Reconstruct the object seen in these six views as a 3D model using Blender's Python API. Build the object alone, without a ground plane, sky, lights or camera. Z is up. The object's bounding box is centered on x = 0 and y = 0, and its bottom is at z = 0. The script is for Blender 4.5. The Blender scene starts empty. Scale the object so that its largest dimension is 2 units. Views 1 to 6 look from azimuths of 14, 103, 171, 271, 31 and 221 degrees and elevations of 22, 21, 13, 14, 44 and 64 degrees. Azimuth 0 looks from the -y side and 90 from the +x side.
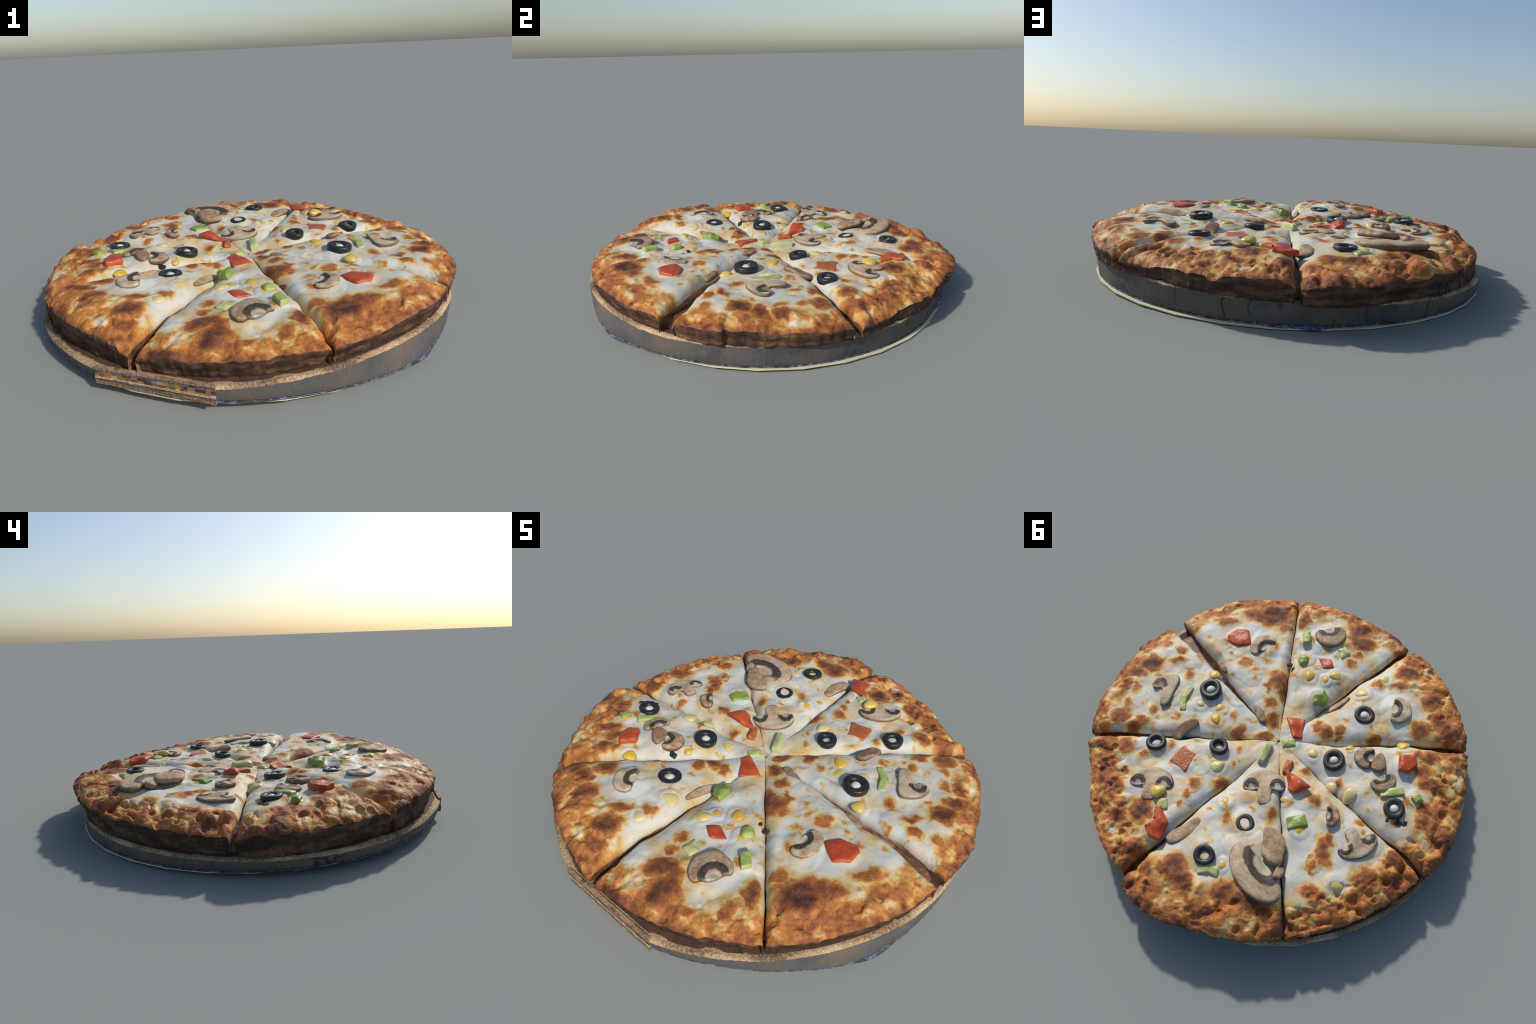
import bpy, bmesh, math, random
import numpy as np
from mathutils import Vector, Matrix

RNG = random.Random(11)

# ---------------------------------------------------------------- noise tools
def _hash(i, j, seed):
    n = (i.astype(np.int64) * 374761393 + j.astype(np.int64) * 668265263 + seed * 974711) & 0x7fffffff
    n = ((n ^ (n >> 13)) * 1274126177) & 0x7fffffff
    n = ((n ^ (n >> 16)) * 1597334677) & 0x7fffffff
    return (n & 0xffffff) / float(0x1000000)

def perlin(x, y, seed=0):
    x = np.asarray(x, float); y = np.asarray(y, float)
    xi = np.floor(x); yi = np.floor(y); fx = x - xi; fy = y - yi
    def g(i, j):
        a = _hash(xi + i, yi + j, seed) * 2 * np.pi
        return np.cos(a) * (fx - i) + np.sin(a) * (fy - j)
    u = fx ** 3 * (fx * (fx * 6 - 15) + 10); v = fy ** 3 * (fy * (fy * 6 - 15) + 10)
    a = g(0, 0) * (1 - u) + g(1, 0) * u
    b = g(0, 1) * (1 - u) + g(1, 1) * u
    return (a * (1 - v) + b * v) * 1.5

def fbm(x, y, seed=0, octaves=3):
    s = 0; a = 1.0; f = 1.0
    for k in range(octaves):
        s = s + a * perlin(x * f, y * f, seed + 17 * k); a *= .5; f *= 2.03
    return s

def blisters(x, y, seed=0, rmin=.3, rmax=.62, chance=1.0):
    """dome height 0..1 of randomly scattered round blisters, one per unit cell"""
    xi = np.floor(x); yi = np.floor(y); best = np.zeros_like(x)
    for i in (-1, 0, 1):
        for j in (-1, 0, 1):
            cx = xi + i; cy = yi + j
            px = cx + _hash(cx, cy, seed); py = cy + _hash(cx, cy, seed + 5)
            r = rmin + (rmax - rmin) * _hash(cx, cy, seed + 9)
            on = _hash(cx, cy, seed + 13) < chance
            q = 1 - ((x - px) ** 2 + (y - py) ** 2) / r ** 2
            best = np.maximum(best, np.where(on, np.sqrt(np.clip(q, 0, 1)) * r / rmax, 0))
    return best

def sstep(a, b, x):
    t = np.clip((x - a) / (b - a), 0, 1)
    return t * t * (3 - 2 * t)

# ------------------------------------------------------------- pizza layout
CENTRE = (0.003, -0.03)
# cuts in counter-clockwise order: name, point where it meets the rim, half gap at the rim, how far in the gap opens, roundness of the cut
CUTS = [('AB', .505, -.815, .004, .85, .040), ('AH', .905, -.235, .034, .34, .050),
        ('GH', .788, .540, .016, .50, .055), ('FG', .115, .920, .009, .45, .080),
        ('EF', -.620, .690, .005, .75, .040), ('DE', -.900, .066, .012, .75, .085),
        ('CD', -.752, -.595, .014, .45, .060), ('BC', -.185, -.945, .014, .42, .085)]
SLICES = ['A', 'H', 'G', 'F', 'E', 'D', 'C', 'B']
RIM_AZ = [0, 5, 15, 24, 31, 34, 37, 45, 53, 60, 66, 78, 83.0, 83.7, 89, 96, 105, 115, 127, 131, 135, 141, 153, 163, 172, 175.5,
          177, 183, 189, 201, 213, 217, 226, 236, 247, 257, 261, 266, 277, 288, 300, 312, 325, 337, 344, 346, 352, 360]
RIM_R = [.958, .959, .964, .967, .968, .962, .955, .930, .932, .944, .944, .954, .950, .985, .998, .994, .968, .950, .940, .930, .928, .922, .920, .926, .932, .936,
         .955, .966, .966, .950, .956, .962, .964, .962, .962, .970, .968, .964, .962, .964, .960, .962, .958, .956, .958, .964, .970, .972]
# height of the crust's lip round the rim
LIP_AZ = [0, 16, 31, 35, 50, 65, 78, 83, 95, 108, 124, 136, 154, 167, 176, 190, 204, 216, 228, 239, 252, 258, 262, 270, 282, 293, 300, 303, 314, 324, 335, 343, 347, 360]
LIP_Z = [.200, .193, .186, .176, .172, .176, .186, .176, .180, .181, .176, .172, .170, .168, .168, .178, .188, .198, .208, .222, .214, .200, .185, .186, .196, .198, .197, .202, .212, .220, .220, .212, .203, .200]
# slices whose tip rides higher or lower than the rest
TIP_LIFT = {'A': .012, 'H': .006, 'B': .0, 'C': -.004, 'D': -.003, 'E': .0, 'F': -.002, 'G': .0}
# toasted patches per slice: x, y, half length, half depth, how dark
PATCHES = {
 'A': [(0.524,-0.624,0.106,0.090,1), (0.594,-0.544,0.080,0.048,0.8), (0.419,-0.576,0.052,0.037,0.7), (0.533,-0.263,0.018,0.021,0.5),
       (0.438,-0.268,0.038,0.041,0.6), (0.362,-0.259,0.028,0.026,0.55), (0.351,-0.351,0.036,0.022,0.5), (0.382,-0.451,0.036,0.029,0.6),
       (0.226,-0.291,0.062,0.060,0.85), (0.163,-0.267,0.037,0.062,0.8), (0.249,-0.232,0.027,0.042,0.7), (0.175,-0.162,0.044,0.040,0.75),
       (0.097,-0.095,0.041,0.050,0.85), (0.689,-0.410,0.079,0.037,0.7), (0.605,-0.298,0.026,0.026,0.5)],
 'H': [(0.821,0.050,0.070,0.054,1), (0.844,0.148,0.060,0.043,0.95), (0.837,0.236,0.042,0.042,0.9), (0.718,-0.059,0.059,0.028,0.8),
       (0.751,-0.113,0.036,0.035,0.7), (0.849,-0.101,0.034,0.039,0.7), (0.610,-0.020,0.033,0.040,0.65), (0.720,0.373,0.053,0.049,0.85),
       (0.622,0.374,0.060,0.028,0.8), (0.610,0.328,0.041,0.037,0.7), (0.736,0.304,0.024,0.044,0.6), (0.616,0.242,0.024,0.035,0.65),
       (0.564,0.258,0.019,0.021,0.55), (0.546,0.177,0.012,0.020,0.5), (0.488,0.202,0.024,0.023,0.6), (0.267,0.018,0.017,0.037,0.55),
       (0.775,0.213,0.030,0.039,0.6), (0.186,0.066,0.040,0.041,0.8), (0.080,-0.001,0.050,0.037,0.85)],
 'B': [(0.369,-0.694,0.037,0.065,0.9), (0.086,-0.859,0.076,0.064,1), (0.030,-0.782,0.075,0.046,0.95), (0.096,-0.793,0.036,0.070,0.85),
       (0.218,-0.868,0.037,0.034,0.75), (0.339,-0.799,0.043,0.035,0.7), (-0.002,-0.632,0.040,0.041,0.65), (-0.003,-0.698,0.036,0.035,0.7),
       (0.086,-0.624,0.018,0.025,0.5), (0.086,-0.711,0.019,0.018,0.5), (0.131,-0.478,0.020,0.020,0.5)],
 'C': [(-0.097,-0.223,0.029,0.042,0.75), (-0.152,-0.221,0.033,0.036,0.8), (-0.198,-0.268,0.033,0.037,0.8), (-0.224,-0.233,0.028,0.019,0.7),
       (-0.367,-0.326,0.033,0.038,0.75), (-0.198,-0.600,0.035,0.033,0.65), (-0.277,-0.760,0.072,0.061,0.95), (-0.293,-0.669,0.057,0.033,0.8),
       (-0.260,-0.846,0.048,0.053,0.8), (-0.517,-0.517,0.059,0.050,0.85), (-0.481,-0.681,0.063,0.055,0.9), (-0.556,-0.613,0.050,0.056,0.9),
       (-0.630,-0.594,0.053,0.062,0.85), (-0.507,-0.597,0.017,0.020,0.8)],
 'D': [(-0.636,-0.425,0.060,0.047,0.85), (-0.653,-0.341,0.066,0.046,0.8), (-0.714,-0.304,0.067,0.045,0.85), (-0.766,-0.178,0.051,0.036,0.8),
       (-0.802,-0.122,0.054,0.042,0.85), (-0.376,-0.032,0.020,0.032,0.65), (-0.581,-0.398,0.035,0.031,0.6)],
 'E': [(-0.208,0.026,0.041,0.036,0.7), (-0.337,0.116,0.036,0.039,0.7), (-0.378,0.071,0.018,0.014,0.5), (-0.519,0.287,0.038,0.078,0.85),
       (-0.507,0.223,0.028,0.041,0.8), (-0.529,0.366,0.025,0.037,0.7), (-0.570,0.061,0.033,0.016,0.6), (-0.577,0.467,0.047,0.035,0.7),
       (-0.624,0.470,0.047,0.029,0.75), (-0.787,0.105,0.053,0.050,0.9), (-0.746,0.264,0.064,0.064,0.85)],
 'F': [(-0.043,0.770,0.072,0.063,0.95), (-0.118,0.791,0.063,0.057,0.95), (-0.298,0.707,0.064,0.050,1), (-0.398,0.676,0.087,0.047,1),
       (-0.476,0.650,0.051,0.030,0.9), (-0.080,0.439,0.029,0.040,0.65), (-0.230,0.296,0.031,0.045,0.7), (-0.139,0.334,0.017,0.018,0.5),
       (0.050,0.848,0.038,0.052,0.85), (-0.017,0.332,0.020,0.012,0.4)],
 'G': [(0.570,0.478,0.045,0.057,0.8), (0.464,0.461,0.035,0.032,0.65), (0.401,0.325,0.031,0.032,0.55), (0.315,0.238,0.038,0.016,0.5),
       (0.673,0.549,0.042,0.046,0.85), (0.452,0.672,0.057,0.048,0.9), (0.260,0.674,0.062,0.070,1), (0.343,0.762,0.055,0.048,0.95),
       (0.477,0.574,0.030,0.026,0.6), (0.168,0.825,0.071,0.043,0.95), (0.160,0.420,0.041,0.045,0.7), (0.156,0.474,0.027,0.031,0.65),
       (0.138,0.531,0.022,0.026,0.6), (0.060,0.327,0.050,0.037,0.75), (0.097,0.224,0.015,0.023,0.5), (0.126,0.140,0.023,0.026,0.55)],
}
PATCH_TURN = math.radians(39.7)
# crust of each slice: where the toasted rim starts (fraction of the radius), how lumpy, how brown
CRUST = {'A': (.87, .55, .50), 'B': (.88, .55, .55), 'C': (.84, .8, .55), 'D': (.83, 1.0, .8), 'E': (.84, 1.15, .85), 'F': (.83, 1.0, .8), 'G': (.82, 1.0, .75), 'H': (.89, .6, .55)}

# olives: x, y, radius, cheese in the hole, height factor, lift
OLIVES = [(.450, -.019, .058, 1, 1.0, -.004), (-.248, -.408, .051, 1, .75, -.008), (-.283, -.112, .055, 1, 1.0, -.004),
        (-.652, -.088, .051, 1, .8, -.004), (-.162, .410, .044, 1, .5, -.006), (-.122, .642, .049, 0, .9, -.006),
        (.460, .374, .049, 0, 1.0, -.008), (.202, .195, .047, 0, 1.0, -.002)]
# corn: x, y, half width, lift
CORN_SPOTS = [(.506, -.108, .029, .004), (.445, .070, .028, -.003), (.564, .134, .027, -.007), (.349, .026, .029, -.002), (.322, .088, .030, .004),
        (.118, -.422, .032, .001), (.036, -.460, .024, -.001), (.012, -.505, .029, .003), (.196, -.500, .030, -.004), (-.164, -.507, .032, -.002), (-.204, -.648, .029, -.001),
        (-.176, -.082, .030, .0), (-.703, -.200, .028, .0), (-.499, -.392, .028, .004), (-.450, -.011, .036, .006), (-.356, -.003, .030, .006),
        (-.372, .272, .030, -.005), (-.658, .363, .034, -.004), (-.213, .622, .026, -.002), (-.020, .385, .027, -.004), (-.227, .197, .024, -.003),
        (.138, .275, .033, .003), (.520, .421, .026, -.006), (.258, .556, .036, .024), (-.050, -.058, .030, -.004), (-.300, -.220, .020, .004), (.330, -.590, .014, -.002)]
# other large toppings the cheese heaps up around: x, y, radius
BIG_SPOTS = [(-.105, .206, .10), (.322, .54, .10), (-.62, .16, .09), (-.37, -.53, .08), (.43, -.405, .075), (.19, -.70, .085), (.622, .111, .09), (-.446, .13, .05), (-.47, -.2, .09), (-.352, .53, .14),
             (.555, -.36, .065), (.095, -.54, .05), (-.02, -.14, .06), (-.57, -.315, .055), (-.215, .11, .06), (.295, .35, .065), (.15, .68, .065), (.275, -.595, .04), (.0, -.35, .05), (-.34, .255, .05), (.015, .07, .05)]

def board_top(x, y):
    az = np.degrees(np.arctan2(y, x)) % 360
    return .107 + .026 * x - .006 * y + .016 * np.exp(-((az - 317) / 20.0) ** 2) * sstep(.75, .93, np.hypot(x, y))

def rim_radius(az_deg):
    r = np.interp(np.mod(az_deg, 360), RIM_AZ, RIM_R)
    a = np.radians(az_deg)
    return r + .006 * perlin(np.cos(a) * 9, np.sin(a) * 9, 3) + .007 * perlin(np.cos(a) * 26, np.sin(a) * 26, 4) + .005 * perlin(np.cos(a) * 60, np.sin(a) * 60, 5) * (.5 + .5 * np.cos(a - 2.7)) - .002

PROFILE_RHO = [0, .06, .15, .3, .5, .7, .82, .89, .93, .96, .98, .992, 1.0]
PROFILE_Z = [.205, .209, .217, .227, .233, .232, .229, .223, .215, .206, .198, .191, .182]

def patch_field(x, y, key):
    f = np.zeros_like(x); c, s = math.cos(PATCH_TURN), math.sin(PATCH_TURN)
    for px, py, a, b, k in PATCHES[key]:
        dx = x - px; dy = y - py
        q = ((dx * c + dy * s) / a) ** 2 + ((-dx * s + dy * c) / b) ** 2
        f = np.maximum(f, k * np.clip(1.2 - q, 0, 1))
    return f

def mounds(x, y):
    z = np.zeros_like(x)
    for tx, ty, tr in [(o[0], o[1], o[2] * 1.35) for o in OLIVES] + [(c[0], c[1], c[2] * 1.5) for c in CORN_SPOTS] + BIG_SPOTS:
        z = np.maximum(z, .006 * sstep(1.35, .75, np.sqrt((x - tx) ** 2 + (y - ty) ** 2) / tr))
    return z

def top_height(x, y, key, rho, d0=None, d1=None, w0=.03, w1=.03):
    """height of the baked top; d0, d1 are the distances to the two cuts of the slice"""
    start, lump, brown = CRUST[key]
    az = np.degrees(np.arctan2(y, x)) % 360
    lift = np.interp(az, LIP_AZ, LIP_Z) - .184
    z = np.interp(rho, PROFILE_RHO, PROFILE_Z) + lift * sstep(.15, 1.0, rho) + .004 * x * (1 - rho)
    z += TIP_LIFT[key] * sstep(.08, .22, rho) * (1 - sstep(.35, .65, rho))
    r = np.hypot(x, y)
    soft = sstep(.05, .35, r)
    z += .009 * fbm(x * 6.5, y * 6.5, 21, 2) * soft + mounds(x, y) + .0012 * fbm(x * 22, y * 22, 22, 2)
    z += .007 * patch_field(x, y, key) * (.5 + .5 * perlin(x * 30, y * 30, 23))
    band = sstep(start - .06, start + .06, rho + .05 * perlin(x * 8, y * 8, 31)) * (1 - .55 * sstep(.96, 1, rho))
    bl = blisters(x * 8.5 + .7 * perlin(x * 9, y * 9, 41), y * 8.5 + .7 * perlin(x * 9, y * 9, 42), 40, .35, .75, .8)
    bs = blisters(x * 26 + .7 * perlin(x * 20, y * 20, 43), y * 26 + .7 * perlin(x * 20, y * 20, 44), 45, .3, .7, .75)
    z += band * lump * (.026 * bl + .007 * bs - .012)
    z += (1 - band) * .006 * blisters(x * 9, y * 9, 47, .3, .6, .5) * soft
    pits = blisters(x * 15, y * 15, 48, .16, .34, .45)
    z -= band * lump * .020 * pits
    z += band * .0016 * fbm(x * 60, y * 60, 49, 2)
    for d, w in ((d0, w0), (d1, w1)):
        if d is None: continue
        k = np.clip(1 - d / (w * (1 + .35 * (1 - sstep(.25, .7, rho)))), 0, 1)
        depth = (.001 + .046 * sstep(.08, .30, r)) * (1 - .5 * sstep(.9, 1, rho))
        z = z - depth * (1 - np.sqrt(np.clip(1 - k * k, 0, 1)))
    return z

def cut_angle(c):
    return math.atan2(c[2] - CENTRE[1], c[1] - CENTRE[0])

def locate(x, y):
    """slice letter, rho and distances to the slice's cuts for one point"""
    dx, dy = x - CENTRE[0], y - CENTRE[1]
    th = math.atan2(dy, dx); r = math.hypot(dx, dy)
    for i, key in enumerate(SLICES):
        a0 = cut_angle(CUTS[i]); a1 = cut_angle(CUTS[(i + 1) % 8])
        span = (a1 - a0) % (2 * math.pi); t = (th - a0) % (2 * math.pi)
        if t <= span:
            R = float(rim_radius(math.degrees(math.atan2(y, x))))
            return key, math.hypot(x, y) / R, r * math.sin(min(t, 1.5)), r * math.sin(min(span - t, 1.5)), CUTS[i][5], CUTS[(i + 1) % 8][5]

def surface(x, y):
    key, rho, d0, d1, w0, w1 = locate(x, y)
    a = lambda v: np.array([v])
    return float(top_height(a(x), a(y), key, a(rho), a(d0), a(d1), w0, w1)[0])

# -------------------------------------------------------------- node helpers
class Nodes:
    def __init__(self, name):
        self.mat = bpy.data.materials.new(name); self.mat.use_nodes = True
        self.t = self.mat.node_tree; self.t.nodes.clear()
        self.out = self.add('ShaderNodeOutputMaterial'); self.bsdf = self.add('ShaderNodeBsdfPrincipled')
        self.link(self.bsdf.outputs[0], self.out.inputs[0])
        tc = self.add('ShaderNodeTexCoord'); self.obj = tc.outputs['Object']
    def add(self, kind, **kw):
        n = self.t.nodes.new(kind)
        for k, v in kw.items(): setattr(n, k, v)
        return n
    def link(self, a, b): self.t.links.new(a, b)
    def put(self, sock, v):
        if isinstance(v, bpy.types.NodeSocket): self.link(v, sock)
        else: sock.default_value = v
    def math(self, op, a, b=0.0, clamp=False):
        n = self.add('ShaderNodeMath', operation=op, use_clamp=clamp)
        self.put(n.inputs[0], a); self.put(n.inputs[1], b); return n.outputs[0]
    def vec(self, op, a, b=(0, 0, 0)):
        n = self.add('ShaderNodeVectorMath', operation=op)
        self.put(n.inputs[0], a)
        if op == 'SCALE': self.put(n.inputs[3], b)
        elif op != 'LENGTH': self.put(n.inputs[1], b)
        return n.outputs['Value' if op == 'LENGTH' else 'Vector']
    def noise(self, scale, detail=3, rough=.5, coord=None, color=False, dist=0.0):
        n = self.add('ShaderNodeTexNoise'); n.inputs['Scale'].default_value = scale
        n.inputs['Detail'].default_value = detail; n.inputs['Roughness'].default_value = rough; n.inputs['Distortion'].default_value = dist
        self.link(coord or self.obj, n.inputs['Vector']); return n.outputs['Color' if color else 'Fac']
    def voronoi(self, scale, coord=None, out='Distance', feature='F1'):
        n = self.add('ShaderNodeTexVoronoi', feature=feature); n.inputs['Scale'].default_value = scale
        self.link(coord or self.obj, n.inputs['Vector']); return n.outputs[out]
    def mapping(self, coord, loc=(0, 0, 0), rot=(0, 0, 0), scale=(1, 1, 1), kind='TEXTURE'):
        n = self.add('ShaderNodeMapping', vector_type=kind); self.link(coord, n.inputs[0])
        n.inputs[1].default_value = loc; n.inputs[2].default_value = rot; n.inputs[3].default_value = scale
        return n.outputs[0]
    def step(self, v, a, b, lo=0.0, hi=1.0):
        n = self.add('ShaderNodeMapRange', interpolation_type='SMOOTHSTEP')
        self.put(n.inputs[0], v); n.inputs[1].default_value = a; n.inputs[2].default_value = b
        n.inputs[3].default_value = lo; n.inputs[4].default_value = hi; return n.outputs[0]
    def ramp(self, v, stops):
        n = self.add('ShaderNodeValToRGB'); self.put(n.inputs[0], v); e = n.color_ramp.elements
        while len(e) < len(stops): e.new(.5)
        for el, (p, c) in zip(e, stops): el.position = p; el.color = (*c, 1)
        return n.outputs[0]
    def mix(self, f, a, b, mode='MIX'):
        n = self.add('ShaderNodeMix', data_type='RGBA', blend_type=mode)
        self.put(n.inputs[0], f)
        for s, v in ((n.inputs[6], a), (n.inputs[7], b)):
            self.put(s, (*v, 1) if isinstance(v, tuple) and len(v) == 3 else v)
        return n.outputs[2]
    def split(self, coord):
        n = self.add('ShaderNodeSeparateXYZ'); self.link(coord, n.inputs[0]); return n.outputs
    def random(self): return self.add('ShaderNodeObjectInfo').outputs['Random']
    def finish(self, color, rough=.5, bump=None, strength=.3, dist=.004, spec=.4, **kw):
        self.put(self.bsdf.inputs['Base Color'], (*color, 1) if isinstance(color, tuple) and len(color) == 3 else color)
        self.put(self.bsdf.inputs['Roughness'], rough); self.bsdf.inputs['Specular IOR Level'].default_value = spec
        for k, v in kw.items(): self.bsdf.inputs[k.replace('_', ' ')].default_value = v
        if bump is not None:
            b = self.add('ShaderNodeBump'); b.inputs['Strength'].default_value = strength; b.inputs['Distance'].default_value = dist
            self.link(bump, b.inputs['Height']); self.link(b.outputs[0], self.bsdf.inputs['Normal'])
        return self.mat

CHEESE = (.57, .565, .515)
TOAST = [(0, CHEESE), (.14, (.58, .51, .37)), (.28, (.58, .40, .16)), (.42, (.52, .255, .066)), (.57, (.42, .155, .038)), (.76, (.25, .083, .029)), (1, (.095, .034, .018))]

def top_material(key):
    """melted cheese with the slice's own toasted patches, browning into the crust"""
    m = Nodes('baked_top_' + key); start, lump, brown = CRUST[key]
    flat = m.vec('MULTIPLY', m.obj, (1, 1, 0))
    w1 = m.vec('SCALE', m.vec('SUBTRACT', m.noise(14, 2, color=True, coord=flat), (.5, .5, .5)), .075)
    w2 = m.vec('SCALE', m.vec('SUBTRACT', m.noise(48, 3, color=True, coord=flat), (.5, .5, .5)), .016)
    p = m.vec('MULTIPLY', m.vec('ADD', m.vec('ADD', flat, w1), w2), (1, 1, 0))
    field = None
    for px, py, a, b, k in PATCHES[key]:
        q = m.mapping(p, (px, py, 0), (0, 0, PATCH_TURN), (a, b, 1))
        v = m.step(m.vec('LENGTH', q), 1.85, .15, 0, .08 + .84 * k)
        field = v if field is None else m.math('MAXIMUM', field, v)
    ragged = m.math('ADD', field, m.math('MULTIPLY', m.math('SUBTRACT', m.noise(26, 3, coord=flat), .5), .42))
    core = m.math('MULTIPLY', m.step(ragged, .20, .56), field)
    halo = m.step(field, .02, .45, 0, .30)
    field = m.math('MAXIMUM', m.math('MULTIPLY', core, 1.08), halo)
    n_big = m.noise(9, 2, coord=flat); n_mid = m.noise(30, 3, coord=flat); n_fine = m.noise(110, 3, coord=flat)
    speck = m.step(m.noise(17, 2, coord=flat), .52, .76, 0, .50)
    creamy = m.step(m.noise(6, 3, coord=m.vec('ADD', flat, (2, 6, 0))), .42, .70, 0, .27)
    field = m.math('MAXIMUM', m.math('MAXIMUM', field, speck), creamy)
    rad = m.vec('LENGTH', p)
    rr = m.math('ADD', rad, m.math('MULTIPLY', m.math('SUBTRACT', n_big, .5), .16))
    band = m.step(rr, (start - .07) * .955, (start + .06) * .955)
    white_spots = m.step(m.noise(13, 3, coord=flat), .44, .66)
    crust = m.math('MULTIPLY', band, m.math('ADD', m.math('SUBTRACT', .52 + .20 * brown, m.math('MULTIPLY', white_spots, .72 - .50 * brown)), m.math('MULTIPLY', m.math('SUBTRACT', m.noise(5.5, 2, coord=m.vec('ADD', flat, (4, 4, 0))), .5), 1.0)))
    lip = m.step(rad, .90, .965)
    crust = m.math('MAXIMUM', crust, m.math('MULTIPLY', lip, m.math('ADD', .50, m.math('MULTIPLY', n_big, .30))))
    crust = m.math('ADD', crust, m.math('MULTIPLY', m.step(rad, .925, .975), m.math('MULTIPLY', n_mid, .30)))
    field = m.math('MAXIMUM', field, crust)
    var = m.math('ADD', m.math('MULTIPLY', m.math('SUBTRACT', n_mid, .5), .62), m.math('MULTIPLY', m.math('SUBTRACT', n_fine, .5), .32))
    toast = m.math('ADD', field, m.math('MULTIPLY', var, m.step(field, .05, .5)), clamp=True)
    col = m.ramp(toast, TOAST)
    # cheese: faint pink and cream cast
    cast = m.ramp(m.noise(12, 2, coord=m.vec('ADD', flat, (3, 1, 0))), [(.32, (.97, 1, .96)), (.52, (1, 1, 1)), (.70, (1, .87, .82))])
    col = m.mix(m.step(toast, .4, .1), col, m.mix(1.0, col, cast, 'MULTIPLY'))
    # red sauce and meat showing through pits of the crust
    red = m.math('MULTIPLY', m.step(m.noise(24, 2, coord=m.vec('ADD', flat, (7, 2, 0))), .60, .70), m.math('MULTIPLY', band, m.step(rad, .955, .90)))
    col = m.mix(m.math('MULTIPLY', red, .35 + .35 * brown), col, (.40, .105, .045))
    burnt = m.math('MULTIPLY', m.step(m.noise(13, 3, coord=m.vec('ADD', flat, (1, 9, 0))), .62, .76), m.step(rr, .86, .95))
    col = m.mix(m.math('MULTIPLY', burnt, .75), col, (.060, .028, .018))
    bump = m.math('ADD', m.math('MULTIPLY', n_fine, m.math('ADD', .12, m.math('MULTIPLY', toast, .5))), m.math('MULTIPLY', m.noise(260, 2), m.math('ADD', m.math('MULTIPLY', toast, .8), .05)))
    rough = m.math('ADD', .52, m.math('MULTIPLY', m.step(toast, .3, .8), .12))
    return m.finish(col, rough, bump, .5, .006, .25)

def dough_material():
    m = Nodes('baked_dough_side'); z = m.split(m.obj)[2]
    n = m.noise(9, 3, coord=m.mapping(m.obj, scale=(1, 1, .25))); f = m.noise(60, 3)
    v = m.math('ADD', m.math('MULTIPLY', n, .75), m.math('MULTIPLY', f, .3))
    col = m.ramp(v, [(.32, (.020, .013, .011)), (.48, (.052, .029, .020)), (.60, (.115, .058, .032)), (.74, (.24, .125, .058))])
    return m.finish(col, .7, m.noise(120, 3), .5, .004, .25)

def filling_material():
    m = Nodes('cut_face')
    n = m.noise(11, 3, coord=m.mapping(m.obj, scale=(1, 1, .5)), dist=.6); f = m.noise(50, 3)
    v = m.math('ADD', m.math('MULTIPLY', n, .8), m.math('MULTIPLY', f, .25))
    col = m.ramp(v, [(.34, (.10, .040, .028)), (.46, (.24, .10, .055)), (.56, (.42, .25, .16)), (.68, (.58, .50, .42))])
    rad = m.vec('LENGTH', m.vec('MULTIPLY', m.obj, (1, 1, 0)))
    col = m.mix(m.math('MULTIPLY', m.step(rad, .66, .84), .85), col, m.ramp(v, [(.35, (.04, .020, .014)), (.55, (.15, .070, .035)), (.7, (.26, .13, .06))]))
    return m.finish(col, .5, f, .4, .006, .35)

# ------------------------------------------------------------ mesh utilities
def make_object(name, verts, faces, mats, parent=None, smooth=True, slots=None, link=True):
    me = bpy.data.meshes.new(name); me.from_pydata([tuple(v) for v in verts], [], [tuple(f) for f in faces])
    for mt in (mats if isinstance(mats, list) else [mats]): me.materials.append(mt)
    if slots is not None: me.polygons.foreach_set('material_index', np.asarray(slots, np.int32))
    me.polygons.foreach_set('use_smooth', [smooth] * len(me.polygons)); me.update()
    ob = bpy.data.objects.new(name, me)
    if link: bpy.context.scene.collection.objects.link(ob)
    if parent: ob.parent = parent
    return ob

def part_from(full, chosen, name, mat, parent):
    """separate the chosen faces of a full mesh into an object that keeps the full mesh's normals"""
    normals = np.zeros(len(full.vertices) * 3); full.vertex_normals.foreach_get('vector', normals); normals = normals.reshape(-1, 3)
    co = np.zeros(len(full.vertices) * 3); full.vertices.foreach_get('co', co); co = co.reshape(-1, 3)
    new = {}; faces = []
    for fi in chosen:
        faces.append([new.setdefault(v, len(new)) for v in full.polygons[fi].vertices])
    old = np.array(list(new.keys()))
    ob = make_object(name, co[old].tolist(), faces, mat, parent)
    ob.data.normals_split_custom_set_from_vertices(normals[old].tolist())
    return ob

# ------------------------------------------------------------- pizza slices
pizza = bpy.data.objects.new('pizza', None); bpy.context.scene.collection.objects.link(pizza)
pizza['label'] = 'baked vegetable pizza cut into eight slices'
pizza['category'] = 'pizza'
DOUGH, FILLING = dough_material(), filling_material()
TOPMAT = {}
slice_objects = {}
NS, NT = 150, 190

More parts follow.
